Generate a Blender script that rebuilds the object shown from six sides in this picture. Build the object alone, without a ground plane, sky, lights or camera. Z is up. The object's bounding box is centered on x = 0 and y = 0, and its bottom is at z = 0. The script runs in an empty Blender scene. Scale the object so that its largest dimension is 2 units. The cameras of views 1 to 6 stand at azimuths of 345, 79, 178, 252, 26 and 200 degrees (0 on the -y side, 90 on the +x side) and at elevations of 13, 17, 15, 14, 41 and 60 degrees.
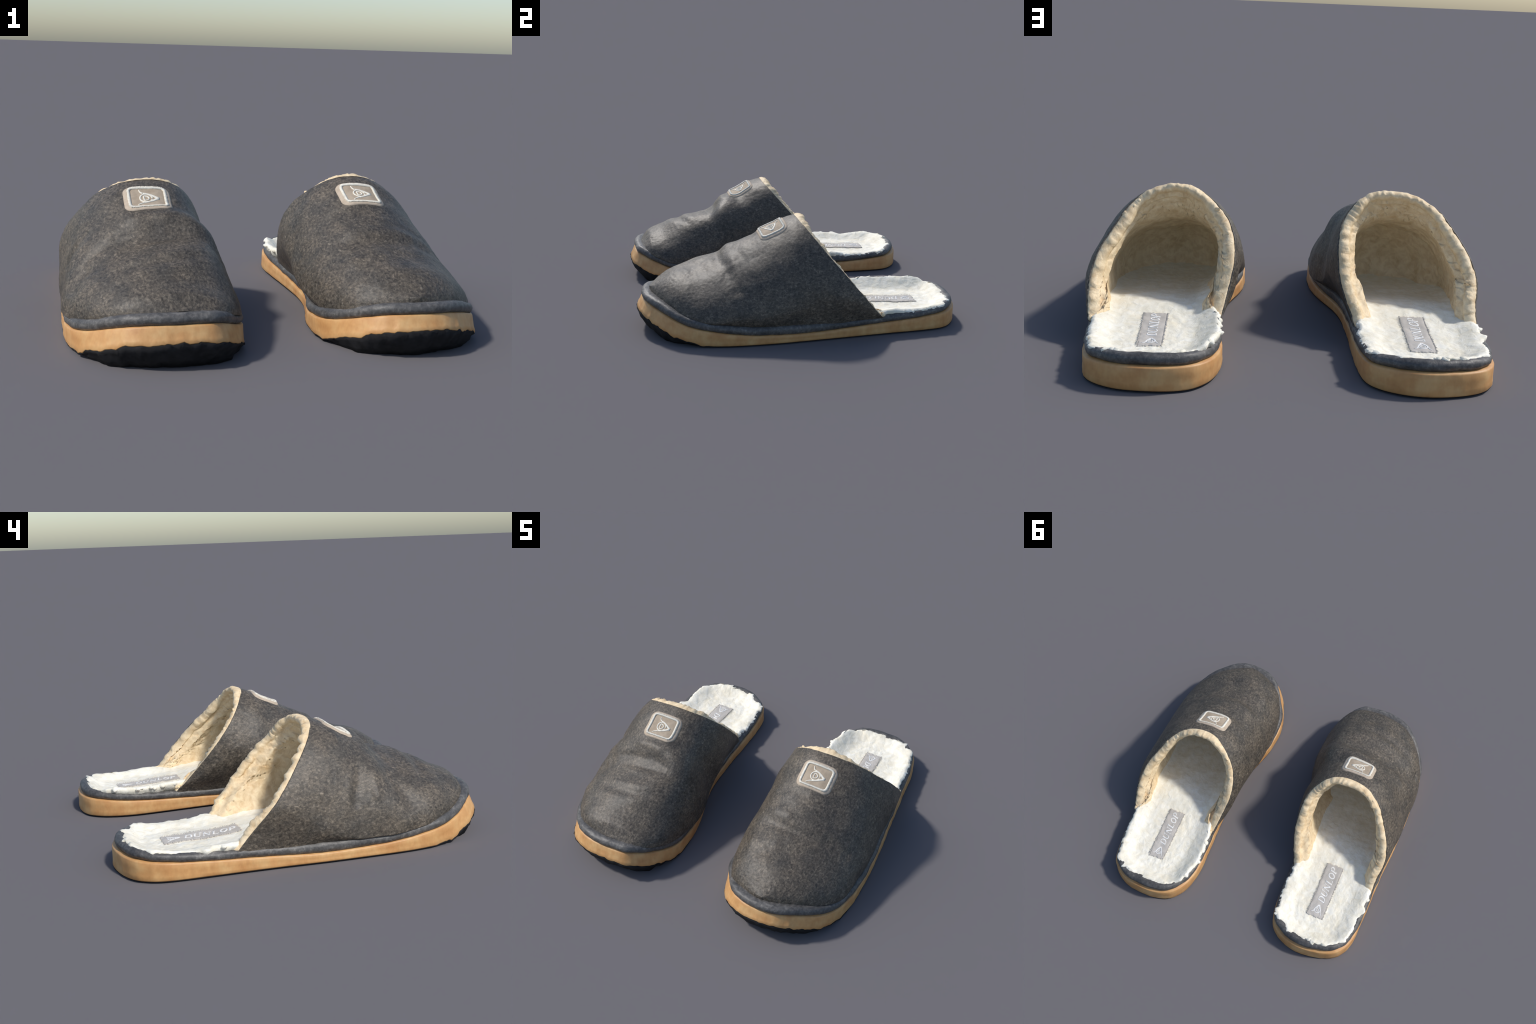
# A pair of backless felt house slippers with fleece lining, built part by part.
import bpy, bmesh, math, random
import numpy as np
from mathutils import Vector, noise
from mathutils.bvhtree import BVHTree

random.seed(7)

# ----------------------------------------------------------------- helpers
def smoothstep(a, b, x):
    t = np.clip((np.asarray(x, float) - a) / (b - a), 0, 1)
    return t * t * (3 - 2 * t)


def curve_of(points):
    """smooth monotone interpolation through (position, value) control points"""
    p = np.array(sorted(points), float)
    x, y = p[:, 0], p[:, 1]
    h, d = np.diff(x), np.diff(y) / np.diff(x)
    m = np.zeros_like(y)
    m[0], m[-1] = d[0], d[-1]
    for i in range(1, len(y) - 1):
        if d[i - 1] * d[i] > 0:
            w1, w2 = 2 * h[i] + h[i - 1], h[i] + 2 * h[i - 1]
            m[i] = (w1 + w2) / (w1 / d[i - 1] + w2 / d[i])

    def f(q):
        q = np.clip(np.asarray(q, float), x[0], x[-1])
        i = np.clip(np.searchsorted(x, q) - 1, 0, len(h) - 1)
        t = (q - x[i]) / h[i]
        t2, t3 = t * t, t * t * t
        return ((2 * t3 - 3 * t2 + 1) * y[i] + (t3 - 2 * t2 + t) * h[i] * m[i]
                + (-2 * t3 + 3 * t2) * y[i + 1] + (t3 - t2) * h[i] * m[i + 1])
    return f


def closed_spline(points, n):
    """closed Catmull-Rom loop, resampled to n evenly spaced points"""
    p = np.array(points, float)
    k, out = len(p), []
    for i in range(k):
        a, b, c, d = p[i - 1], p[i], p[(i + 1) % k], p[(i + 2) % k]
        for t in np.linspace(0, 1, 24, endpoint=False):
            out.append(.5 * ((2 * b) + (c - a) * t + (2 * a - 5 * b + 4 * c - d) * t * t + (3 * b - a - 3 * c + d) * t ** 3))
    o = np.array(out)
    for _ in range(6):
        o = .25 * np.roll(o, 1, 0) + .5 * o + .25 * np.roll(o, -1, 0)
    L = np.concatenate([[0], np.cumsum(np.linalg.norm(np.roll(o, -1, 0) - o, axis=1))])
    s = np.linspace(0, L[-1], n, endpoint=False)
    o = np.vstack([o, o[:1]])
    return np.stack([np.interp(s, L, o[:, 0]), np.interp(s, L, o[:, 1])], 1)


def inward_normals(loop):
    t = np.roll(loop, -1, 0) - np.roll(loop, 1, 0)
    t /= np.linalg.norm(t, axis=1)[:, None]
    n = np.stack([-t[:, 1], t[:, 0]], 1)
    area = np.sum(loop[:, 0] * np.roll(loop[:, 1], -1) - np.roll(loop[:, 0], -1) * loop[:, 1])
    return n if area > 0 else -n


def nz(p, f, seed=0.0):
    """gradient noise on an (..., 3) array"""
    q = np.asarray(p, float).reshape(-1, 3)
    r = np.array([noise.noise(Vector((a * f + seed, b * f - seed * 1.7, c * f + seed * .6))) for a, b, c in q])
    return r.reshape(np.asarray(p).shape[:-1])


def nz2(p, f, seed=0.0, oct=3):
    return sum(nz(p, f * 2 ** i, seed + 3.1 * i) / 2 ** i for i in range(oct))


def new_object(name, me, mat, parent, kind=None):
    o = bpy.data.objects.new(name, me)
    bpy.context.scene.collection.objects.link(o)
    me.materials.append(mat)
    o.parent = parent
    if kind:
        o["kind"] = kind
    return o


def mesh_from(name, verts, faces, smooth=True):
    me = bpy.data.meshes.new(name)
    me.from_pydata([tuple(map(float, v)) for v in verts], [], faces)
    bm = bmesh.new()
    bm.from_mesh(me)
    bmesh.ops.remove_doubles(bm, verts=bm.verts, dist=1e-5)
    bmesh.ops.recalc_face_normals(bm, faces=bm.faces)
    bm.to_mesh(me)
    bm.free()
    me.polygons.foreach_set("use_smooth", [smooth] * len(me.polygons))
    return me


def grid_faces(r, c, closed=False):
    f = []
    for i in range(r - 1):
        for j in range(c if closed else c - 1):
            k = (j + 1) % c
            f.append((i * c + j, i * c + k, (i + 1) * c + k, (i + 1) * c + j))
    return f


def grid_normals(G):
    du = np.gradient(G, axis=0)
    dv = np.gradient(G, axis=1)
    n = np.cross(du, dv)
    l = np.linalg.norm(n, axis=-1, keepdims=True)
    return n / np.maximum(l, 1e-9)


# --------------------------------------------------------------- materials
def material(name, rough=.5, spec=.5):
    m = bpy.data.materials.new(name)
    m.use_nodes = True
    nt = m.node_tree
    b = nt.nodes["Principled BSDF"]
    b.inputs["Roughness"].default_value = rough
    b.inputs["Specular IOR Level"].default_value = spec
    return m, nt, b


def nd(nt, kind, **kw):
    n = nt.nodes.new(kind)
    for k, v in kw.items():
        if k in n.inputs:
            n.inputs[k].default_value = v
        else:
            setattr(n, k, v)
    return n


def noise_node(nt, coord, scale, detail=4, rough=.6, stretch=None, dist=0.):
    src = coord.outputs["Object"]
    if stretch:
        mp = nd(nt, "ShaderNodeMapping")
        mp.inputs["Scale"].default_value = stretch
        nt.links.new(src, mp.inputs["Vector"])
        src = mp.outputs["Vector"]
    n = nd(nt, "ShaderNodeTexNoise", Scale=scale, Detail=detail, Roughness=rough, Distortion=dist)
    nt.links.new(src, n.inputs["Vector"])
    return n


def ramp(nt, fac, stops):
    r = nd(nt, "ShaderNodeValToRGB")
    e = r.color_ramp.elements
    while len(e) < len(stops):
        e.new(.5)
    for el, (p, c) in zip(e, stops):
        el.position, el.color = p, (*c, 1)
    nt.links.new(fac, r.inputs["Fac"])
    return r


def mix(nt, fac, a, b, mode="MIX"):
    m = nd(nt, "ShaderNodeMix", data_type="RGBA", blend_type=mode)
    if isinstance(fac, float):
        m.inputs[0].default_value = fac
    else:
        nt.links.new(fac, m.inputs[0])
    for s, v in ((m.inputs[6], a), (m.inputs[7], b)):
        if isinstance(v, tuple):
            s.default_value = (*v, 1)
        else:
            nt.links.new(v, s)
    return m.outputs[2]


def bump(nt, bsdf, height, strength, distance):
    b = nd(nt, "ShaderNodeBump", Strength=strength, Distance=distance)
    nt.links.new(height, b.inputs["Height"])
    nt.links.new(b.outputs["Normal"], bsdf.inputs["Normal"])


def scaled(c, k):
    return tuple(x * k for x in c)


def felt_material():
    m, nt, b = material("charcoal_felt", .52, .5)
    co = nd(nt, "ShaderNodeTexCoord")
    fibre = noise_node(nt, co, 88, 5, .70, (1.0, .7, 1.0), .6)
    blotch = noise_node(nt, co, 9, 4, .6)
    base = ramp(nt, fibre.outputs["Fac"], [(.33, (.026, .022, .018)), (.47, (.066, .056, .044)), (.58, (.112, .095, .074)), (.71, (.215, .183, .143))])  # whole felt darkened toward the shade on the sides, warmed against blue sky sheen
    tone = ramp(nt, blotch.outputs["Fac"], [(.34, (.76, .775, .795)), (.66, (1.36, 1.30, 1.22))])
    col = mix(nt, 1.0, base.outputs[0], tone.outputs[0], "MULTIPLY")
    # pale lint specks
    sp = nd(nt, "ShaderNodeTexVoronoi", Scale=38.0)
    nt.links.new(co.outputs["Object"], sp.inputs["Vector"])
    lint = ramp(nt, sp.outputs["Distance"], [(.05, (1, 1, 1)), (.10, (0, 0, 0))])
    k = nd(nt, "ShaderNodeMath", operation="MULTIPLY")
    k.inputs[1].default_value = .35
    nt.links.new(lint.outputs[0], k.inputs[0])
    col = mix(nt, k.outputs[0], col, (.30, .29, .26))
    nt.links.new(col, b.inputs["Base Color"])
    bump(nt, b, fibre.outputs["Fac"], .25, .005)
    return m


def welt_material():
    m, nt, b = material("welt_felt", .5, .5)
    co = nd(nt, "ShaderNodeTexCoord")
    n1 = noise_node(nt, co, 55, 4, .65)
    n2 = noise_node(nt, co, 8, 3, .6)
    base = ramp(nt, n1.outputs["Fac"], [(.33, (.060, .059, .058)), (.55, (.105, .102, .098)), (.75, (.19, .183, .170))])
    tone = ramp(nt, n2.outputs["Fac"], [(.35, (.7, .7, .72)), (.68, (1.35, 1.32, 1.28))])
    nt.links.new(mix(nt, 1.0, base.outputs[0], tone.outputs[0], "MULTIPLY"), b.inputs["Base Color"])
    bump(nt, b, n1.outputs["Fac"], .4, .005)
    return m


def fleece_material(name, lo, hi):
    m, nt, b = material(name, .55, .4)
    co = nd(nt, "ShaderNodeTexCoord")
    n1 = noise_node(nt, co, 26, 5, .62, None, .5)
    n2 = noise_node(nt, co, 6, 3, .5)
    base = ramp(nt, n1.outputs["Fac"], [(.28, lo), (.62, hi)])
    tone = ramp(nt, n2.outputs["Fac"], [(.35, (.95, .93, .89)), (.62, (1, 1, 1))])
    col = mix(nt, 1.0, base.outputs[0], tone.outputs[0], "MULTIPLY")
    # a few brown specks of dirt
    sp = nd(nt, "ShaderNodeTexVoronoi", Scale=16.0)
    nt.links.new(co.outputs["Object"], sp.inputs["Vector"])
    d = ramp(nt, sp.outputs["Distance"], [(.04, (1, 1, 1)), (.09, (0, 0, 0))])
    k = nd(nt, "ShaderNodeMath", operation="MULTIPLY")
    k.inputs[1].default_value = .3
    nt.links.new(d.outputs[0], k.inputs[0])
    col = mix(nt, k.outputs[0], col, (.55, .42, .26))
    nt.links.new(col, b.inputs["Base Color"])
    bump(nt, b, n1.outputs["Fac"], .5, .012)
    return m


def midsole_material():
    m, nt, b = material("tan_foam", .5, .5)
    co = nd(nt, "ShaderNodeTexCoord")
    n1 = noise_node(nt, co, 10, 4, .6)
    n2 = noise_node(nt, co, 30, 4, .6, (1.6, 1.6, .6))
    base = ramp(nt, n1.outputs["Fac"], [(.32, (.52, .255, .09)), (.50, (.60, .325, .125)), (.68, (.66, .405, .175))])
    tone = ramp(nt, n2.outputs["Fac"], [(.30, (.94, .93, .92)), (.65, (1.03, 1.03, 1.03))])
    nt.links.new(mix(nt, 1.0, base.outputs[0], tone.outputs[0], "MULTIPLY"), b.inputs["Base Color"])
    bump(nt, b, n2.outputs["Fac"], .15, .004)
    return m


def plain_material(name, lo, hi, scale=40, rough=.85, bumpiness=.3, spec=.2):
    m, nt, b = material(name, rough, spec)
    co = nd(nt, "ShaderNodeTexCoord")
    n1 = noise_node(nt, co, scale, 4, .6)
    nt.links.new(ramp(nt, n1.outputs["Fac"], [(.32, lo), (.68, hi)]).outputs[0], b.inputs["Base Color"])
    bump(nt, b, n1.outputs["Fac"], bumpiness, .004)
    return m


def weave_material(name, lo, hi):
    m, nt, b = material(name, .6, .4)
    co = nd(nt, "ShaderNodeTexCoord")
    w = nd(nt, "ShaderNodeTexWave", Scale=70.0, Distortion=1.5, Detail=2.0)
    w.bands_direction = "Y"
    nt.links.new(co.outputs["Object"], w.inputs["Vector"])
    n1 = noise_node(nt, co, 14, 4, .6)
    base = ramp(nt, n1.outputs["Fac"], [(.3, lo), (.7, hi)])
    th = ramp(nt, w.outputs["Fac"], [(.0, (.93, .93, .93)), (1., (1.04, 1.04, 1.04))])
    nt.links.new(mix(nt, 1.0, base.outputs[0], th.outputs[0], "MULTIPLY"), b.inputs["Base Color"])
    bump(nt, b, w.outputs["Fac"], .25, .003)
    return m


FELT, WELT, TAN = felt_material(), welt_material(), midsole_material()
FLEECE = fleece_material("cream_fleece", (.70, .50, .28), (.92, .75, .50))
FOOTFLEECE = fleece_material("white_fleece", (.86, .80, .64), (.95, .92, .81))
BLACK = plain_material("black_rubber", (.010, .010, .011), (.022, .022, .024), 30, .8, .5)
PATCHM = plain_material("taupe_patch", (.37, .295, .215), (.47, .385, .29), 30, .7, .3)
PATCHRIM = plain_material("taupe_binding", (.45, .365, .275), (.55, .455, .355), 35, .7, .3)
THREAD = plain_material("pale_thread", (.68, .64, .55), (.86, .82, .71), 60, .6, .2)
LABELM = weave_material("grey_label", (.50, .465, .415), (.60, .56, .505))
PRINT = plain_material("white_print", (.82, .81, .77), (.90, .89, .86), 50, .8, .1)


# ------------------------------------------------------------ one slipper
class Surface:
    """drops 2D drawing coordinates on to a mesh along a fixed direction"""

    def __init__(self, verts, faces, origin, ux, uy):
        self.tree = BVHTree.FromPolygons([Vector(map(float, v)) for v in verts], faces)
        self.o, self.ux, self.uy = Vector(origin), Vector(ux).normalized(), Vector(uy).normalized()
        self.n = self.ux.cross(self.uy).normalized()
        if self.n.z < 0:
            self.n = -self.n

    def at(self, a, b, lift):
        p = self.o + self.ux * a + self.uy * b
        hit = self.tree.ray_cast(p + self.n * .15, -self.n, .4)
        if hit[0] is None:
            return p + self.n * lift
        return hit[0] + self.n * lift


def ribbon(surf, pts, widths, lift, thick, closed=False):
    """flat thread or printed stroke with a domed section that follows the surface"""
    p = np.array(pts, float)
    n = len(p)
    w = np.array(widths if hasattr(widths, "__len__") else [widths] * n, float)
    if closed:
        t = np.roll(p, -1, 0) - np.roll(p, 1, 0)
    else:
        t = np.gradient(p, axis=0)
    t /= np.maximum(np.linalg.norm(t, axis=1), 1e-9)[:, None]
    s = np.stack([-t[:, 1], t[:, 0]], 1)
    prof = [(-.5, -thick * .6), (-.47, thick * .55), (-.25, thick), (.25, thick), (.47, thick * .55), (.5, -thick * .6)]
    V, F = [], []
    for i in range(n):
        for (q, z) in prof:
            a, b = p[i] + s[i] * w[i] * q
            V.append(surf.at(a, b, lift + z))
    k = len(prof)
    for i in range(n if closed else n - 1):
        j = (i + 1) % n
        for m in range(k - 1):
            F.append((i * k + m, i * k + m + 1, j * k + m + 1, j * k + m))
    if not closed:
        F.append(tuple(range(k)))
        F.append(tuple((n - 1) * k + m for m in reversed(range(k))))
    return V, F


def join(parts):
    V, F = [], []
    for v, f in parts:
        o = len(V)
        V += list(v)
        F += [tuple(i + o for i in q) for q in f]
    return V, F


def arc(cx, cy, rx, ry, a0, a1, n):
    a = np.radians(np.linspace(a0, a1, n))
    return np.stack([cx + rx * np.cos(a), cy + ry * np.sin(a)], 1)


def poly(*pts, n=6):
    out = []
    for a, b in zip(pts, pts[1:]):
        for t in np.linspace(0, 1, n, endpoint=False):
            out.append((a[0] + (b[0] - a[0]) * t, a[1] + (b[1] - a[1]) * t))
    out.append(pts[-1])
    return np.array(out)


def bez(a, b, c, n=14):
    t = np.linspace(0, 1, n)[:, None]
    a, b, c = map(np.array, (a, b, c))
    return a * (1 - t) ** 2 + 2 * b * t * (1 - t) + c * t * t


def emblem_strokes(S):
    """arrow head with swept tails around a ringed D; drawn pointing along +a; unit size S"""
    st = []
    tip = (.62, -.02)
    st.append((bez(tip, (.18, .34), (-.22, .38)) * S, .085 * S))
    st.append((bez((-.22, .38), (-.40, .42), (-.42, .66), 8) * S, np.linspace(.085, .05, 8) * S))
    st.append((bez(tip, (.20, -.34), (-.20, -.44)) * S, .085 * S))
    st.append((bez((-.20, -.44), (-.36, -.48), (-.58, -.66), 8) * S, np.linspace(.085, .05, 8) * S))
    st.append((bez(tip, (.36, .14), (.24, .19), 6) * S, np.linspace(.16, .05, 6) * S))
    st.append((bez(tip, (.36, -.16), (.24, -.21), 6) * S, np.linspace(.16, .05, 6) * S))
    st.append((arc(-.08, -.02, .34, .34, 0, 345, 28) * S, .075 * S))
    st.append((np.vstack([poly((-.2, .16), (-.2, -.2), n=4), arc(-.12, -.02, .2, .18, -90, 90, 12), poly((-.12, .16), (-.2, .16), n=2)]) * S, .065 * S))
    return st


LETTERS = {  # strokes of the serif capitals: list of (points, thickness); letters 1 high
    "D": lambda: [(poly((.12, 0), (.12, 1)), .2), (np.vstack([poly((.0, .96), (.35, .96), n=3), arc(.38, .5, .36, .46, 90, -90, 16), poly((.35, .04), (.0, .04), n=3)]), np.concatenate([[.08] * 4, .08 + .13 * np.sin(np.linspace(0, np.pi, 16)), [.08] * 4]))],
    "U": lambda: [(np.vstack([poly((.14, 1), (.14, .32), n=4), arc(.42, .32, .28, .28, 180, 360, 12), poly((.70, .34), (.70, 1), n=4)]), np.concatenate([[.2] * 5, np.linspace(.2, .09, 12), [.09] * 5])), (poly((0, .96), (.3, .96)), .07), (poly((.56, .96), (.86, .96)), .07)],
    "N": lambda: [(poly((.12, 0), (.12, 1)), .09), (poly((.10, .95), (.76, .05)), .2), (poly((.76, 0), (.76, 1)), .09), (poly((0, .04), (.26, .04)), .07), (poly((.62, .96), (.9, .96)), .07)],
    "L": lambda: [(poly((.14, 0), (.14, 1)), .2), (poly((0, .04), (.62, .04)), .08), (poly((.62, .0), (.64, .26)), .08), (poly((0, .96), (.3, .96)), .07)],
    "O": lambda: [(arc(.42, .5, .34, .44, 0, 360, 26), .14 + .06 * np.abs(np.cos(np.linspace(0, 2 * np.pi, 26))))],
    "P": lambda: [(poly((.14, 0), (.14, 1)), .2), (np.vstack([poly((.0, .96), (.38, .96), n=3), arc(.40, .72, .26, .24, 90, -90, 12), poly((.38, .48), (.2, .48), n=3)]), np.concatenate([[.08] * 4, .08 + .11 * np.sin(np.linspace(0, np.pi, 12)), [.08] * 4])), (poly((0, .04), (.32, .04)), .07)],
}


def build_slipper(D):
    root = bpy.data.objects.new("slipper", None)
    bpy.context.scene.collection.objects.link(root)
    root["label"] = D["label"]
    root["category"] = "slipper"
    cx, cy = D["centre"]
    seed = D["seed"]
    C = np.array([cx, cy, 0.])
    N = 420
    loop = closed_spline(D["outline"], N)
    nin = inward_normals(loop)
    y = loop[:, 1]
    root.location = (cx, cy, 0)

    def L(V):
        return np.asarray([tuple(v) for v in V], float) - C

    edge_tan = curve_of(D["welt_bottom"])      # top of the tan midsole
    edge_top = curve_of(D["welt_top"])         # top of the dark welt
    edge_low = curve_of(D["midsole_bottom"])   # bottom of the tan midsole
    zt, zw, zb = edge_tan(y), edge_top(y), edge_low(y)

    def ring(d, z):
        p = loop + nin * np.asarray(d)[..., None] if np.ndim(d) else loop + nin * d
        return np.column_stack([p, np.broadcast_to(z, (N,))])

    l3 = ring(0, 0)
    toe = smoothstep(-.45, -.75, y)
    tip = smoothstep(-.86, -.97, y)
    lean = .026 * smoothstep(-.60, -.90, y)      # the sole wall slopes in towards the top at the toe
    wob = nz2(l3, 5, seed) * .004
    jag = (nz2(l3, 22, seed + 5) * .012) * toe

    # --- outsole: black rubber, flat on the ground, rounding up under the toe
    zl = np.maximum(zb + jag, .006)
    rows = [ring(.012, zl + .004), ring(.002 - .004 * toe + nz2(l3, 30, seed + 2) * .006 * toe, zl - .001),
            ring(.006 + .006 * toe + nz2(l3, 26, seed + 8) * .008 * toe, zl * .72), ring(.012 + .010 * toe + .016 * tip + nz2(l3, 18, seed + 3) * .012 * toe, zl * .34),
            ring(.018 + .016 * toe + .045 * tip + nz2(l3, 14, seed + 4) * .012 * toe, 0.0), ring(.035 + .03 * toe + .05 * tip, 0.0)]
    V = np.vstack(rows)
    F = grid_faces(len(rows), N, True)
    F.append(tuple((len(rows) - 1) * N + j for j in range(N)))
    F.append(tuple(reversed(range(N))))
    new_object("outsole", mesh_from("outsole", L(V), F), BLACK, root)

    # --- midsole: tan foam band
    lo = np.maximum(zb + jag, .006)
    fine = nz2(l3, 40, seed + 9) * .0015
    rows = [ring(.03, lo + .001), ring(.004, lo), ring(.0 + wob + fine, lo + .006)]
    for t in (.3, .6):
        rows.append(ring(wob + .002 + fine + lean * t, lo + (zt - lo) * t))
    rows += [ring(.002 + wob + lean, zt - .006), ring(.006 + wob + lean, zt + .001), ring(.05 + lean, zt + .001)]
    last = rows[-1]
    axis = np.column_stack([np.full(N, cx), np.clip(y, -.72, .70), edge_tan(np.clip(y, -.72, .70))])
    for q in (.3, .6, 1.):                               # bedded top, hidden by the footbed
        w = last + (axis - last) * q
        rows.append(np.column_stack([w[:, :2], edge_tan(w[:, 1]) - .01]))
    V = np.vstack(rows)
    F = grid_faces(len(rows), N, True)
    F.append(tuple(reversed(range(N))))
    new_object("midsole", mesh_from("midsole", L(V), F), TAN, root)

    # --- welt: padded felt roll running right round
    wrows = []
    h = zw - zt
    wv = nz2(l3, 9, seed + 20) * .005
    for a in np.linspace(-70, 180, 15):
        r = math.radians(a)
        d = lean + .012 * smoothstep(.6, .95, y) + .005 + .024 - .026 * math.cos(r) + wv + nz2(l3 + a * .01, 20, seed) * .002
        fall = .7 + 1.1 * smoothstep(.40, .48, y)
        z = zt + h * .5 + h * .53 * math.sin(r) if a < 90 else zt + h * .5 + h * .53 * (1 - (1 - math.sin(r)) * fall)
        wrows.append(ring(d + (.03 * smoothstep(90, 180, a)), z + nz2(l3 + a * .02, 16, seed + 2) * .003))
    V = np.vstack(wrows)
    new_object("welt", mesh_from("welt", L(V), grid_faces(len(wrows), N, True)), WELT, root)

    # --- upper: felt shell lofted from the toe to the slanted opening
    inset = curve_of(D["foot_inset"])(y)
    foot = loop + nin * inset[:, None]
    iy_tip, iy_heel = np.argmin(foot[:, 1]), np.argmax(foot[:, 1])
    tip_y = foot[iy_tip, 1]

    def branch(i0, i1):
        idx = np.arange(i0, i0 + ((i1 - i0) % N) + 1) % N
        p = foot[idx]
        o = np.argsort(p[:, 1])
        return p[o]
    b1, b2 = branch(iy_tip, iy_heel), branch(iy_heel, iy_tip)
    if abs(b1[:, 0]).max() > abs(b2[:, 0]).max():
        b_out, b_in = b1, b2
    else:
        b_out, b_in = b2, b1
    sgn = 1 if cx > 0 else -1
    bo, bi = curve_of(D["bulge_out"]), curve_of(D["bulge_in"])
    po, pi_ = curve_of(D["power_out"]), curve_of(D["power_in"])
    frac, ptop = curve_of(D["fr"]), curve_of(D["power_top"])
    ridge_x, ridge_h = curve_of(D["ridge_x"]), curve_of(D["ridge_z"])
    (yl, zlow), (yp, zp) = D["rim_low"], D["rim_peak"]
    M, K = 190, 221
    tt = np.linspace(-1, 1, K)
    s = 1 - np.abs(tt)
    s0 = .26

    def section(yy):
        """yy: (K,) y of each column -> points"""
        zf = edge_top(yy) - .012
        h = np.maximum(ridge_h(yy) - zf, .004)
        xo = np.interp(yy, b_out[:, 1], b_out[:, 0])
        xi = np.interp(yy, b_in[:, 1], b_in[:, 0])
        xmo, xmi = xo + sgn * bo(yy), xi - sgn * bi(yy)
        tipf = smoothstep(tip_y, tip_y + .10, yy)
        xr = ridge_x(yy) * tipf + (1 - tipf) * .5 * (xo + xi)
        p = np.where(tt < 0, po(yy), pi_(yy))
        side_m = np.where(tt < 0, xmo, xmi)
        side_f = np.where(tt < 0, xo, xi)
        FR = frac(yy) + np.where(tt > 0, .14 * np.exp(-((yy + .02) / .22) ** 2), 0)
        low = s < s0
        ul = np.clip(s / s0, 0, 1)
        phi = np.clip((s - s0) / (1 - s0), 0, 1) * np.pi / 2
        cd, sd = np.cos(phi) ** (2 / ptop(yy)), np.sin(phi) ** (2 / p)
        x = np.where(low, side_f + (side_m - side_f) * np.sin(ul * np.pi / 2) ** np.where(tt > 0, 1.4, 1.0), xr + (side_m - xr) * cd)
        ze = np.where(low, FR * ul, FR + (1 - FR) * sd)
        return np.stack([x, yy, zf + ze * h], 1)

    # where each column meets the opening plane
    yr = np.full(K, .2)
    for _ in range(60):
        z = section(yr)[:, 2]
        ynew = yl + (z - zlow) * (yp - yl) / (zp - zlow)
        yr = .6 * yr + .4 * np.clip(ynew, -.4, yl + .1)
    v = (np.linspace(0, 1, M)) ** 1.5
    G = np.stack([section(tip_y + .0015 + (yr - tip_y - .0015) * q) for q in v])
    Nn = grid_normals(G)
    ctr = np.array([cx, -.2, .2])
    if np.mean(np.sum(Nn * (G - ctr), -1)) < 0:
        Nn = -Nn
    smooth_G = G.copy()

    # creases, folds and lumps of the felt
    disp = nz2(G, 3.6, seed + 1, 2) * .006 + nz2(G, 9, seed + 2, 2) * .003
    P2 = G
    for line, depth, width in D["creases"]:
        ln = np.array(line, float)
        best = np.full(G.shape[:2], 9.)
        along = np.zeros(G.shape[:2])
        seg = np.linalg.norm(np.diff(ln, axis=0), axis=1)
        tot, acc = seg.sum(), 0
        for a, b, sl in zip(ln, ln[1:], seg):
            t = np.clip(((P2 - a) @ (b - a)) / sl ** 2, 0, 1)
            d = np.linalg.norm(P2 - (a + t[..., None] * (b - a)), axis=-1)
            m = d < best
            best = np.where(m, d, best)
            along = np.where(m, (acc + t * sl) / tot, along)
            acc += sl
        fade = np.clip(np.minimum(along, 1 - along) / .22, 0, 1)
        fade = fade * fade * (3 - 2 * fade) * .85 + .15
        disp = disp - depth * fade * np.exp(-(best / width) ** 2)
    edgef = smoothstep(0, .10, v)[:, None] * (smoothstep(0, .12, s)[None, :])
    disp = disp * edgef
    G = G + Nn * disp[..., None]
    G = G + Nn * (nz2(G, 55, seed, 2) * .0012)[..., None]
    Nn = grid_normals(G)
    if np.mean(np.sum(Nn * (G - ctr), -1)) < 0:
        Nn = -Nn
    T = np.gradient(G, axis=0)
    T /= np.maximum(np.linalg.norm(T, axis=-1, keepdims=True), 1e-9)
    rim, rN, rT = G[-1], Nn[-1], T[-1]
    th = .012
    prof = [(-.0, .003), (-.25, .0055), (-.6, .0055), (-1., .003)]
    rows = [G] + [(rim + rN * (a * th) + rT * b)[None] for a, b in prof]
    inner = [G[i] - Nn[i] * th for i in range(M - 2, M - 45, -6)]
    A = np.vstack(rows + [np.array(inner)])
    F = grid_faces(A.shape[0], K)
    new_object("upper", mesh_from("upper", L(A.reshape(-1, 3)), F), FELT, root)
    upper_tree = (G.reshape(-1, 3), grid_faces(M, K))

    # --- lining: fleece roll at the opening, running down inside to the toe
    r = D.get("roll", .025)
    lum = nz2(rim * 1.0, 7, seed + 11, 2)
    spike = np.clip(nz(rim, 12, seed + 12) + .4 * nz(rim, 27, seed + 15), 0, 1)
    rr = r * (1 - .12 + .25 * (1 - smoothstep(.55, .95, s)) + .30 * lum)
    c0 = rim - rN * (.006 - .008 * smoothstep(.6, .95, s))[:, None] - rN * rr[:, None]
    rows = []
    for a in np.linspace(0, 180, 13):
        q = math.radians(a)
        jut = (.008 + .020 * smoothstep(.6, .95, s) + .040 * spike ** 1.3 + .012 * lum) * (math.sin(q) ** .7 if a not in (0, 180) else 0)
        rows.append(c0 + rN * (rr * math.cos(q))[:, None] + rT * (rr * math.sin(q) * .75 + jut)[:, None])
    side = 1 - smoothstep(.55, .95, s)                   # 0 at the crown, 1 low on the sides
    depth_in = 2 * r + .008
    ni = 80
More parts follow.
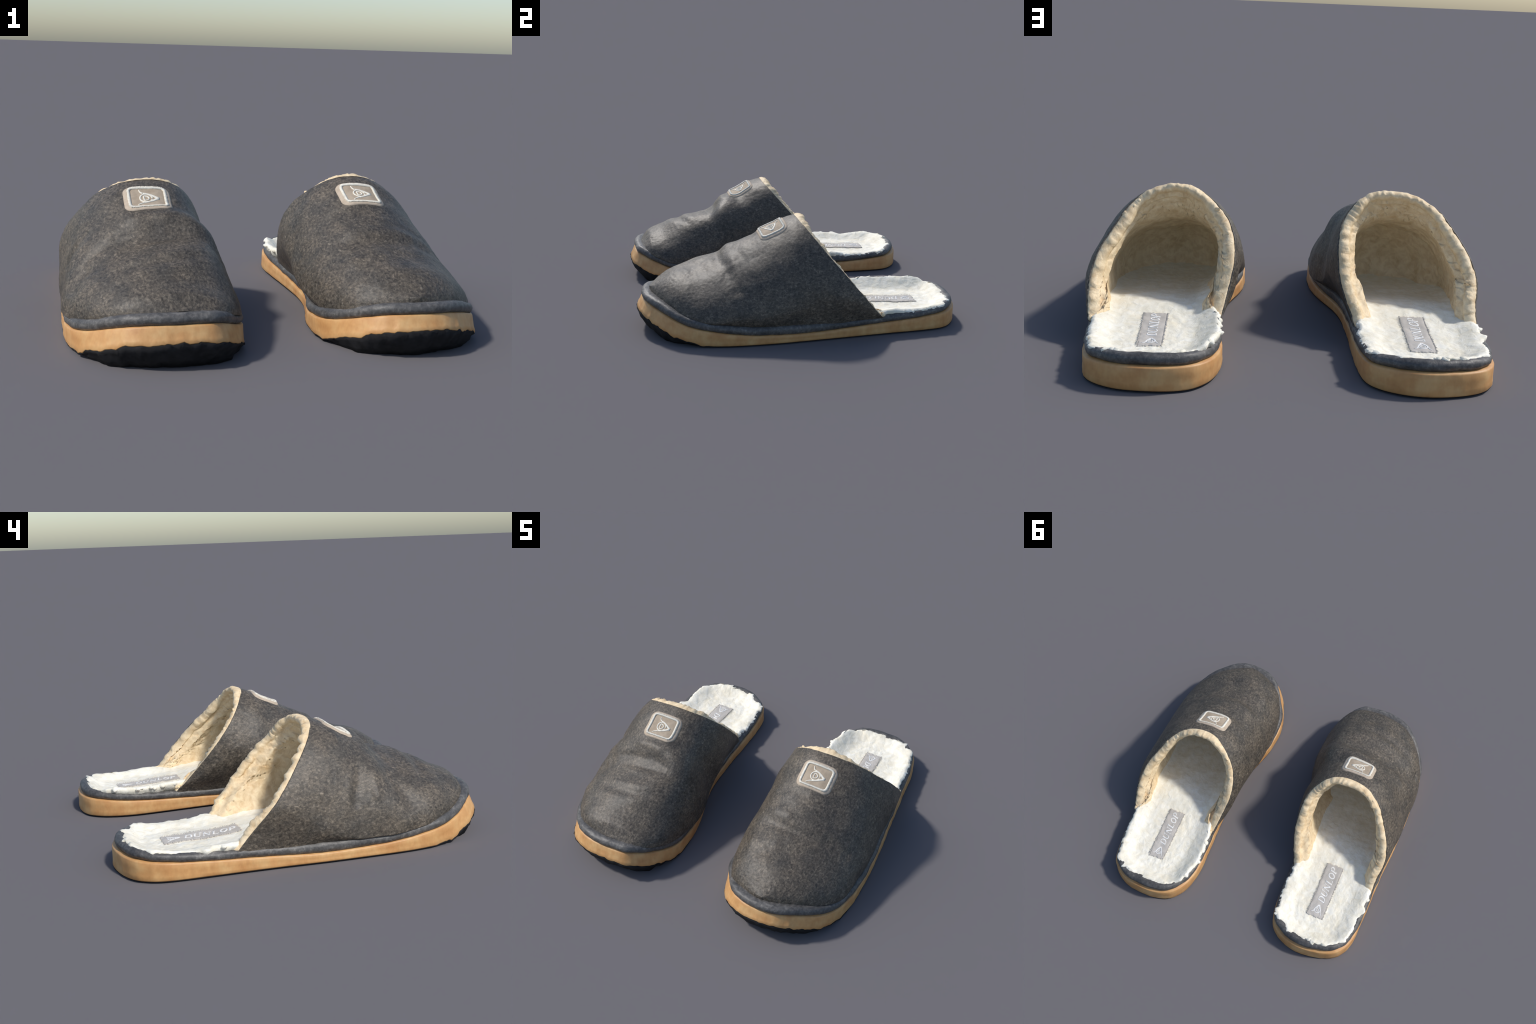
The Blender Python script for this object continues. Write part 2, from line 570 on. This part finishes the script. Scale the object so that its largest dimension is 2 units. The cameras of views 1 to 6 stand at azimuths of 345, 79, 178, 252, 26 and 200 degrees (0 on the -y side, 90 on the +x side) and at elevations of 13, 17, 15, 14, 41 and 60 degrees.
    for k in range(1, ni):
        q = k / (ni - 1)
        f = (1 - q * D["tunnel"]) * (M - 1)
        i0 = int(f)
        w = f - i0
        i1 = min(i0 + 1, M - 1)
        Pg = smooth_G[i0] * (1 - w) + smooth_G[i1] * w
        Ng = Nn[i0] * (1 - w) + Nn[i1] * w
        Pg = Pg * smoothstep(0, .1, q) + (G[i0] * (1 - w) + G[i1] * w) * (1 - smoothstep(0, .1, q))
        swell = float(smoothstep(0, .12, q))                 # plump just behind the rim
        dd = depth_in + .040 * side * swell + .070 * (1 - side) * float(smoothstep(0, .4, q)) + nz2(Pg, 11, seed + 30, 2) * .008
        core = np.column_stack([np.full(K, Pg[:, 0].mean()), Pg[:, 1], np.full(K, .16 + .25 * (Pg[:, 2].max() - .16))])
        pull = core - Pg
        pull[:, 2] = np.minimum(pull[:, 2], 0)               # never lift the skirt off the footbed
        far = np.linalg.norm(pull, axis=1, keepdims=True)
        pull = pull / np.maximum(far, 1e-6) * np.minimum(dd[:, None] / np.maximum(far, 1e-6), .8) * far
        bl = float(smoothstep(.1, .6, q))
        rows.append(Pg + (-Ng * dd[:, None]) * (1 - bl) + pull * bl)
    last = rows[-1]
    mx = last[:, 0].mean()
    foot_line = np.column_stack([mx + (last[:, 0] - mx) * .8, last[:, 1] - .05, np.full(K, .09)])
    for q in (.12, .28, .45, .62, .8, 1.):               # padded curtain closing the toe end of the tunnel
        w = last * (1 - q) + foot_line * q
        w[:, 1] -= .10 * math.sin(q * math.pi * .8)
        rows.append(w + nz2(w, 9, seed + 33, 2)[:, None] * .018)
    A = np.array(rows)
    A[1:12] += (grid_normals(A)[1:12]) * (nz2(A[1:12], 24, seed + 14, 2) * .0045)[..., None]
    new_object("lining", mesh_from("lining", L(A.reshape(-1, 3)), grid_faces(A.shape[0], K)), FLEECE, root)

    # --- footbed: dished fleece with a ragged edge standing proud of the welt at the heel
    fy = curve_of(D["footbed_inset"])(y)
    fy = fy - D["overhang"] * (sgn * (loop[:, 0] - cx) < 0) * smoothstep(.40, .50, y) * smoothstep(.95, .80, y)
    heelf = smoothstep(yl - .06, yl + .06, y)
    tuft = nz(l3, 26, seed + 40) * .7 + nz(l3, 55, seed + 41) * .6
    spk = np.clip(nz(l3, 17, seed + 42), 0, 1) ** 1.5
    ragged = (tuft * .015 + spk * .048) * heelf
    e2 = loop + nin * (fy - ragged)[:, None]
    cyy = np.clip(y, -.72, .70)
    mid = curve_of([(q, .5 * (np.interp(q, b_out[:, 1], b_out[:, 0]) + np.interp(q, b_in[:, 1], b_in[:, 0]))) for q in np.linspace(-.8, .8, 15)])
    spine = np.stack([mid(cyy), cyy], 1)
    zmid, zrim = curve_of(D["footbed_mid"]), curve_of(D["footbed_rim"])
    rows = []
    rs = np.linspace(0, 1, 56)
    for q in rs:
        p = spine + (e2 - spine) * q
        # the ragged part only affects the last stretch
        smooth_e = loop + nin * fy[:, None]
        p = spine + (smooth_e - spine) * q + (e2 - smooth_e) * smoothstep(.80, 1, q)
        lift = smoothstep(.55, .97, q)
        z = zmid(p[:, 1]) * (1 - lift) + zrim(p[:, 1]) * lift
        p3 = np.column_stack([p, z])
        amp = .005 + .007 * smoothstep(.7, 1, q) * heelf
        z = z + nz2(p3, 10, seed + 50, 2) * amp + nz2(p3, 34, seed + 51, 2) * .0025
        z = z - smoothstep(.95, 1, q) * (.008 - .014 * spk * heelf)
        z = z + D["edge_tilt"] * smoothstep(.5, 1, q) * np.clip(-sgn * (p[:, 0] - cx) / .25, -.1, 1) * smoothstep(.95, .80, y)
        rows.append(np.column_stack([p, z]))
    for (dd, dz) in ((.004, .018), (.014, .038), (.040, .058)):
        base = rows[55]
        rows.append(np.column_stack([base[:, :2] + nin * dd, np.maximum(base[:, 2] - dz, zt - .0)]))
    A = np.array(rows)
    fb_faces = grid_faces(A.shape[0], N, True)
    new_object("footbed", mesh_from("footbed", L(A.reshape(-1, 3)), fb_faces), FOOTFLEECE, root)

    # --- loose tufts of fleece curling out of the heel edge and the crown of the opening
    rng = random.Random(int(seed * 100))
    tv, tf = [], []

    def tuft_at(p, out, up, length, rad):
        side_v = np.cross(out, up)
        base = len(tv)
        n_r, n_s = 6, 6
        bend = rng.uniform(-.7, .5)
        for i in range(n_r):
            t = i / (n_r - 1)
            a = bend * t
            c = p + out * length * t * math.cos(a) + up * length * t * math.sin(a) + side_v * rng.uniform(-.0015, .0015)
            rr_ = rad * max(1 - t * t, 0) ** .6 + .0006
            for k in range(n_s):
                g = 2 * math.pi * k / n_s
                tv.append(c + (side_v * math.cos(g) * 1.3 + up * math.sin(g)) * rr_)
        for i in range(n_r - 1):
            for k in range(n_s):
                k2 = (k + 1) % n_s
                tf.append((base + i * n_s + k, base + i * n_s + k2, base + (i + 1) * n_s + k2, base + (i + 1) * n_s + k))
        tf.append(tuple(base + (n_r - 1) * n_s + k for k in range(n_s)))
    heel_ix = [i for i in range(N) if y[i] > yl + .02]
    for i in heel_ix:
        if rng.random() < .13:
            out = np.array([-nin[i, 0], -nin[i, 1], rng.uniform(-.45, .05)])
            out[:2] += np.array([nin[i, 1], -nin[i, 0]]) * rng.uniform(-.6, .6)
            out /= np.linalg.norm(out)
            up = np.array([0, 0, 1.]) - out * out[2]
            up /= np.linalg.norm(up)
            tuft_at(A[54, i] + np.array([nin[i, 0], nin[i, 1], 0]) * .010 - np.array([0, 0, .008]), out, up, rng.uniform(.016, .034), rng.uniform(.010, .018))
    new_object("fleece_fringe", mesh_from("fleece_fringe", L(tv), tf), FOOTFLEECE, root, "stuff")
    tv, tf = [], []
    for j in range(4, K - 4, 1):
        if rng.random() < (.03 + .20 * float(smoothstep(.5, .95, s[j]))):
            out = rT[j] + rN[j] * rng.uniform(-.1, .45) + np.array([rng.uniform(-.5, .5), 0, 0])
            out /= np.linalg.norm(out)
            up = rN[j] - out * float(rN[j] @ out)
            up /= np.linalg.norm(up)
            tuft_at(rim[j] - rN[j] * rng.uniform(.014, .03) + rT[j] * .006, out, up, rng.uniform(.018, .036), rng.uniform(.009, .015))
    new_object("lining_tufts", mesh_from("lining_tufts", L(tv), tf), FLEECE, root, "stuff")

    # --- woven label on the heel of the footbed
    lc, la, llen, lwid = D["label_centre"], D["label_angle"], D["label_size"][0], D["label_size"][1]
    ux = np.array([-math.sin(la), -math.cos(la), 0])       # reading direction, heel to toe
    uy = np.array([math.cos(la), -math.sin(la), 0])        # letter tops
    S = Surface(A.reshape(-1, 3), fb_faces, (*lc, .12), ux, uy)
    na, nb = 91, 29
    rows = []
    for lay in (0, 1):
        for i, a in enumerate(np.linspace(-1, 1, na)):
            for j, b in enumerate(np.linspace(-1, 1, nb)):
                ja = noise.noise(Vector((b * 6, seed, 3.))) * .008 + noise.noise(Vector((b * 17, seed, 9.))) * .004
                jb = noise.noise(Vector((a * 8, seed, 1.))) * .006 + noise.noise(Vector((a * 40, seed, 5.))) * .005
                pa, pb = a * (llen / 2 + ja * abs(a) ** 8), b * (lwid / 2 + jb * abs(b) ** 6)
                edge = max(abs(a) ** 30, abs(b) ** 12)
                rows.append(S.at(pa, pb, (.006 - .003 * edge) if lay == 0 else -.004))
    F = grid_faces(na, nb)
    o = na * nb
    F2 = [tuple(reversed([q + o for q in f])) for f in F]
    side = []
    per = [i * nb for i in range(na)] + [(na - 1) * nb + j for j in range(1, nb)] + [i * nb + nb - 1 for i in range(na - 2, -1, -1)] + [j for j in range(nb - 2, 0, -1)]
    for a, b in zip(per, per[1:] + per[:1]):
        side.append((a, b, b + o, a + o))
    lab = new_object("insole_label", mesh_from("insole_label", L(rows), F + F2 + side), LABELM, root)
    LS = Surface(rows[:o], F, (*lc, .12), ux, uy)
    hh = lwid * .40
    x0, parts = -llen * .5 + llen * .275, []
    adv = llen * .122
    for ch in "DUNLOP":
        for pts, w in LETTERS[ch]():
            q = np.array(pts, float).copy()
            q[:, 0] = q[:, 0] * adv * .98 + .25 * hh * (q[:, 1])
            q[:, 1] = (q[:, 1] - .5) * hh
            q[:, 0] += x0
            parts.append(ribbon(LS, q, np.asarray(w) * hh * .95, .0008, .0007))
        x0 += adv * {'D': .92, 'U': .98, 'N': 1.03, 'L': .80, 'O': .95}.get(ch, .9)
    new_object("lettering", mesh_from("lettering", L(join(parts)[0]), join(parts)[1]), PRINT, lab)
    parts = []
    for pts, w in emblem_strokes(lwid * .50):
        q = np.array(pts)
        q[:, 0] += -llen * .5 + llen * .135
        parts.append(ribbon(LS, q, np.asarray(w) * 1.15, .0008, .0007))
    new_object("emblem", mesh_from("emblem", L(join(parts)[0]), join(parts)[1]), PRINT, lab)
    # whip stitches along the label's long edges
    parts = []
    for e in (-1, 1):
        for a in np.linspace(-.96, .96, 44):
            p = np.array([a * llen / 2, e * lwid * .47])
            q = p + np.array([.003 * random.uniform(-1, 1), e * random.uniform(.004, .011)])
            parts.append(ribbon(S, [p, .5 * (p + q), q], .0035, .0062, .0015))
    new_object("label_stitching", mesh_from("label_stitching", L(join(parts)[0]), join(parts)[1]), LABELM, lab, "stuff")

    # --- embroidered patch on the instep
    pc, pux, puy, pw, ph = D["patch"]
    PS = Surface(*upper_tree, pc, pux, puy)

    def rounded(a, b, rad):
        """square grid coordinate -> rounded rectangle"""
        k = max(abs(a), abs(b))
        if k < 1e-6:
            return 0., 0.
        x, yv = a / k * pw / 2, b / k * ph / 2
        qx, qy = pw / 2 - rad, ph / 2 - rad
        if abs(x) > qx and abs(yv) > qy:
            vx, vy = abs(x) - qx, abs(yv) - qy
            l = math.hypot(vx, vy)
            x, yv = math.copysign(qx + vx / l * rad, x), math.copysign(qy + vy / l * rad, yv)
        return x * k, yv * k
    n = 41
    g = np.linspace(-1, 1, n)
    rows = []
    T0 = D["patch_thick"]
    for a in g:
        for b in g:
            k = max(abs(a), abs(b))
            pa, pb = rounded(a, b, .044)
            wob_ = 1 + .012 * noise.noise(Vector((pa * 25, pb * 25, seed))) * k
            rows.append(PS.at(pa * wob_, pb * wob_, T0 + .003 * smoothstep(.72, .80, k) - .006 * smoothstep(.92, 1., k)))
    F = grid_faces(n, n)
    o = n * n
    per = [i * n for i in range(n)] + [(n - 1) * n + j for j in range(1, n)] + [i * n + n - 1 for i in range(n - 2, -1, -1)] + [j for j in range(n - 2, 0, -1)]
    V = list(rows)
    for lvl in (.6, -.6):
        for i in per:
            V.append(rows[i] - PS.n * (T0 * (1 - lvl)))
    m = len(per)
    for i in range(m):
        j = (i + 1) % m
        F.append((per[i], per[j], o + j, o + i))
        F.append((o + i, o + j, o + m + j, o + m + i))
    patch = new_object("patch", mesh_from("patch", L(V), F), PATCHRIM, root)
    PT = Surface(rows, grid_faces(n, n), pc, pux, puy)
    # darker centre field
    f = .735
    gi = np.linspace(-f, f, 29)
    fr = [PT.at(*rounded(a, b, .022), .0018 - .004 * smoothstep(.68, .735, max(abs(a), abs(b)))) for a in gi for b in gi]
    new_object("patch_field", mesh_from("patch_field", L(fr), grid_faces(29, 29)), PATCHM, patch)
    # zigzag stitched border
    parts = []
    per2 = []
    for sd in range(4):
        for q in np.linspace(-1, 1, 30, endpoint=False):
            a, b = [(q, -1), (1, q), (-q, 1), (-1, -q)][sd]
            per2.append(rounded(a * .76, b * .76, .022))
    per2 = np.array(per2)
    parts.append(ribbon(PT, per2, .007, .002, .003, True))
    tdir = np.roll(per2, -1, 0) - np.roll(per2, 1, 0)
    tdir /= np.linalg.norm(tdir, axis=1)[:, None]
    for p, t in zip(per2, tdir):
        nn = np.array([t[1], -t[0]])
        w = random.uniform(.006, .0095)
        a, b = p - nn * .006 - t * .001, p + nn * w + t * .001
        parts.append(ribbon(PT, [a, .5 * (a + b), b], .0042, .0022, .0032))
    new_object("border_stitching", mesh_from("border_stitching", L(join(parts)[0]), join(parts)[1]), THREAD, patch, "stuff")
    parts = []
    for pts, w in emblem_strokes(ph * .46):
        parts.append(ribbon(PT, np.array(pts) * [1.0, 1.0], np.asarray(w) * 1.15, .0025, .0025))
    new_object("emblem", mesh_from("patch_emblem", L(join(parts)[0]), join(parts)[1]), THREAD, patch)
    return root


HEIGHTS = dict(
    welt_bottom=[(-1, .194), (-.97, .188), (-.88, .160), (-.80, .135), (-.72, .113), (-.5, .078), (-.3, .058), (0, .050), (.3, .064), (.66, .084), (.85, .098), (.99, .108)],
    welt_top=[(-1, .240), (-.96, .234), (-.86, .204), (-.75, .168), (-.53, .130), (-.3, .108), (.1, .104), (.5, .118), (.8, .136), (.99, .156)],
    midsole_bottom=[(-1, .129), (-.95, .109), (-.91, .094), (-.85, .068), (-.78, .045), (-.70, .021), (-.58, .006), (1, .006)],
    foot_inset=[(-1, .076), (-.8, .066), (-.6, .046), (-.3, .030), (.0, .022), (.2, .012), (1, .008)],
    footbed_inset=[(-1, .10), (-.5, .075), (-.2, .040), (.1, .026), (.38, .030), (.5, .022), (.8, .022), (.93, .038), (1, .056)],
    footbed_mid=[(-1, .235), (-.88, .195), (-.72, .160), (-.5, .115), (-.3, .108), (-.1, .116), (.05, .134), (.16, .148), (.26, .146), (.37, .126), (.55, .115), (.75, .108), (.9, .112), (1, .118)],
    footbed_rim=[(-1, .245), (-.72, .17), (-.3, .130), (0, .155), (.2, .168), (.35, .152), (.47, .148), (.65, .138), (.85, .150), (1, .166)],
)

right = dict(
    HEIGHTS, seed=3.3, edge_tilt=.026, overhang=.010, tunnel=.33, centre=(.555, 0.), label="charcoal felt mule slipper with cream fleece and tan sole",
    outline=[(.55, .995), (.45, .987), (.37, .95), (.305, .86), (.272, .72), (.272, .55), (.278, .40), (.283, .25), (.286, .08), (.273, -.08), (.247, -.20), (.195, -.38), (.180, -.50), (.178, -.60), (.194, -.70), (.224, -.78), (.268, -.865), (.336, -.938), (.42, -.982), (.512, -.997), (.596, -.994), (.677, -.971), (.758, -.92), (.840, -.85), (.892, -.77), (.924, -.68), (.948, -.55), (.957, -.43), (.952, -.2), (.934, 0), (.910, .25), (.885, .5), (.868, .7), (.842, .85), (.78, .93), (.68, .98)],
    ridge_z=[(-0.96, 0.248), (-0.93, 0.254), (-0.9, 0.27), (-0.85, 0.303), (-0.75, 0.352), (-0.65, 0.374), (-0.57, 0.401), (-0.51, 0.427), (-0.47, 0.452), (-0.41, 0.483), (-0.33, 0.517), (-0.25, 0.557), (-0.15, 0.6), (-0.05, 0.654), (0.05, 0.672), (0.3, 0.577)],
    ridge_x=[(-0.95, 0.594), (-0.8, 0.53), (-0.6, 0.474), (-0.4, 0.485), (-0.2, 0.493), (0, 0.516), (0.2, 0.417), (0.45, 0.466)],
    bulge_out=[(-0.95, -0.055), (-0.8, 0.003), (-0.6, 0.031), (-0.4, 0.015), (-0.2, 0.019), (0, 0.015), (0.2, 0.030), (0.45, 0.012)],
    bulge_in=[(-0.95, -0.044), (-0.8, 0.03), (-0.6, 0.022), (-0.4, 0.046), (-0.2, 0.094), (0, 0.111), (0.2, 0.087), (0.45, 0.006)],
    power_out=[(-0.95, 1.892), (-0.8, 1.606), (-0.6, 1.6), (-0.4, 1.6), (-0.2, 1.6), (0, 1.741), (0.2, 1.672), (0.45, 1.602)],
    power_in=[(-0.95, 1.918), (-0.8, 1.903), (-0.6, 1.917), (-0.4, 1.803), (-0.2, 1.6), (0, 1.65), (0.2, 2.224), (0.45, 2.178)],
    power_top=[(-0.95, 2.328), (-0.8, 2.194), (-0.6, 2.01), (-0.4, 1.888), (-0.2, 1.98), (0, 1.892), (0.2, 1.74), (0.45, 1.832)],
    fr=[(-0.95, 0.032), (-0.8, 0.023), (-0.6, 0.055), (-0.4, 0.159), (-0.2, 0.166), (0, 0.232), (0.2, 0.296), (0.45, 0.073)],
    rim_low=(0.432, .13), rim_peak=(-0.013, 0.648),
    creases=[  # (line over the felt, depth, half width); negative depth is a raised fold
        ([(.27, -.42, .36), (.281, -.433, .377), (.381, -.482, .415), (.470, -.502, .425), (.584, -.512, .424), (.674, -.484, .418), (.785, -.476, .357), (.87, -.47, .28)], .009, .034),
        ([(.349, -.405, .437), (.419, -.431, .464), (.500, -.450, .466)], -.006, .035),
        ([(.850, -.36, .33), (.824, -.367, .361), (.711, -.375, .445), (.62, -.396, .482), (.52, -.41, .49)], .005, .03),
        ([(.588, -.438, .475), (.724, -.434, .419), (.833, -.400, .345), (.89, -.38, .27)], -.004, .028),
        ([(.48, -.56, .42), (.60, -.57, .415), (.72, -.545, .39)], -.005, .035),
        ([(.30, -.62, .29), (.40, -.61, .37), (.52, -.60, .40)], -.012, .065),
        ([(.70, -.45, .42), (.80, -.44, .36), (.89, -.43, .27)], .010, .050),
        ([(.30, -.25, .45), (.42, -.29, .55), (.55, -.30, .55)], .006, .035),
    ],
    label_centre=(.581, .561), label_angle=-.015, label_size=(.378, .108),
    patch=((.523, -.171, .590), (1, -.02, 0), (.0, .16, .078), .225, .185), patch_thick=.004,
)

left = dict(
    HEIGHTS, seed=11.7, edge_tilt=-.006, overhang=.0, tunnel=.23, centre=(-.555, 0.), label="charcoal felt mule slipper with cream fleece and tan sole",
    outline=[(-.59, .987), (-.48, .965), (-.39, .912), (-.337, .83), (-.321, .68), (-.318, .5), (-.318, .35), (-.314, .17), (-.304, .02), (-.279, -.11), (-.226, -.28), (-.191, -.43), (-.178, -.58), (-.182, -.67), (-.203, -.76), (-.247, -.86), (-.30, -.926), (-.36, -.970), (-.43, -.983), (-.52, -.985), (-.617, -.978), (-.704, -.951), (-.776, -.908), (-.845, -.835), (-.902, -.73), (-.940, -.60), (-.957, -.45), (-.955, -.25), (-.945, 0), (-.93, .2), (-.92, .4), (-.913, .6), (-.905, .75), (-.88, .85), (-.82, .925), (-.72, .970)],
    ridge_z=[(-0.96, 0.233), (-0.93, 0.225), (-0.9, 0.248), (-0.85, 0.3), (-0.75, 0.338), (-0.66, 0.391), (-0.58, 0.424), (-0.51, 0.431), (-0.45, 0.44), (-0.4, 0.482), (-0.36, 0.522), (-0.3, 0.554), (-0.22, 0.578), (-0.12, 0.637), (-0.03, 0.663), (0.05, 0.676), (0.3, 0.635)],
    ridge_x=[(-0.95, -0.498), (-0.8, -0.544), (-0.6, -0.434), (-0.4, -0.406), (-0.2, -0.561), (0, -0.52), (0.2, -0.43), (0.45, -0.454)],
    bulge_out=[(-0.95, -0.007), (-0.8, 0.02), (-0.6, 0.032), (-0.4, 0.037), (-0.2, 0.027), (0, 0.027), (0.2, 0.019), (0.45, 0.0)],
    bulge_in=[(-0.95, 0.036), (-0.8, 0.049), (-0.6, 0.038), (-0.4, 0.053), (-0.2, 0.060), (0, 0.095), (0.2, 0.071), (0.45, 0.042)],
    power_out=[(-0.95, 1.899), (-0.8, 1.979), (-0.6, 2.101), (-0.4, 2.159), (-0.2, 1.6), (0, 1.6), (0.2, 1.604), (0.45, 1.786)],
    power_in=[(-0.95, 1.952), (-0.8, 1.74), (-0.6, 1.6), (-0.4, 1.814), (-0.2, 1.922), (0, 1.729), (0.2, 1.864), (0.45, 1.872)],
    power_top=[(-0.95, 2.323), (-0.8, 2.152), (-0.6, 1.744), (-0.4, 1.846), (-0.2, 2.216), (0, 2.334), (0.2, 2.239), (0.45, 2.197)],
    fr=[(-0.95, 0.073), (-0.8, 0.054), (-0.6, 0.02), (-0.4, 0.02), (-0.2, 0.02), (0, 0.138), (0.2, 0.32), (0.45, 0.39)],
    rim_low=(0.414, .13), rim_peak=(-0.050, 0.657),
    creases=[
        ([(-.93, -.37, .23), (-.907, -.374, .274), (-.818, -.377, .355), (-.703, -.381, .429), (-.605, -.400, .462), (-.512, -.402, .485), (-.426, -.408, .476), (-.338, -.412, .441), (-.28, -.41, .38)], .008, .032),
        ([(-.82, -.43, .32), (-.756, -.440, .37), (-.661, -.460, .396), (-.527, -.485, .420), (-.36, -.475, .415)], -.007, .040),
        ([(-.88, -.55, .24), (-.828, -.575, .294), (-.724, -.610, .345), (-.60, -.645, .38), (-.494, -.644, .396), (-.416, -.62, .408), (-.348, -.584, .398), (-.285, -.555, .35)], .010, .034),
        ([(-.70, -.70, .33), (-.55, -.735, .36), (-.40, -.70, .36)], -.005, .07),
        ([(-.80, -.24, .44), (-.835, -.215, .411), (-.911, -.173, .31), (-.94, -.16, .24)], .010, .028),
        ([(-.84, -.42, .34), (-.89, -.46, .27), (-.925, -.50, .19)], .016, .050),
        ([(-.79, -.29, .42), (-.824, -.292, .388), (-.89, -.287, .316), (-.93, -.282, .259)], -.010, .026),
        ([(-.37, -.10, .52), (-.345, -.25, .47), (-.33, -.42, .41), (-.32, -.62, .33)], -.017, .085),
        ([(-.68, -.315, .50), (-.55, -.335, .54), (-.43, -.34, .52)], -.010, .030),
    ],
    label_centre=(-.607, .541), label_angle=.02, label_size=(.400, .115),
    patch=((-.548, -.199, .588), (1, -.02, 0), (.0, .16, .076), .225, .185), patch_thick=.004,
)

build_slipper(right)
build_slipper(left)
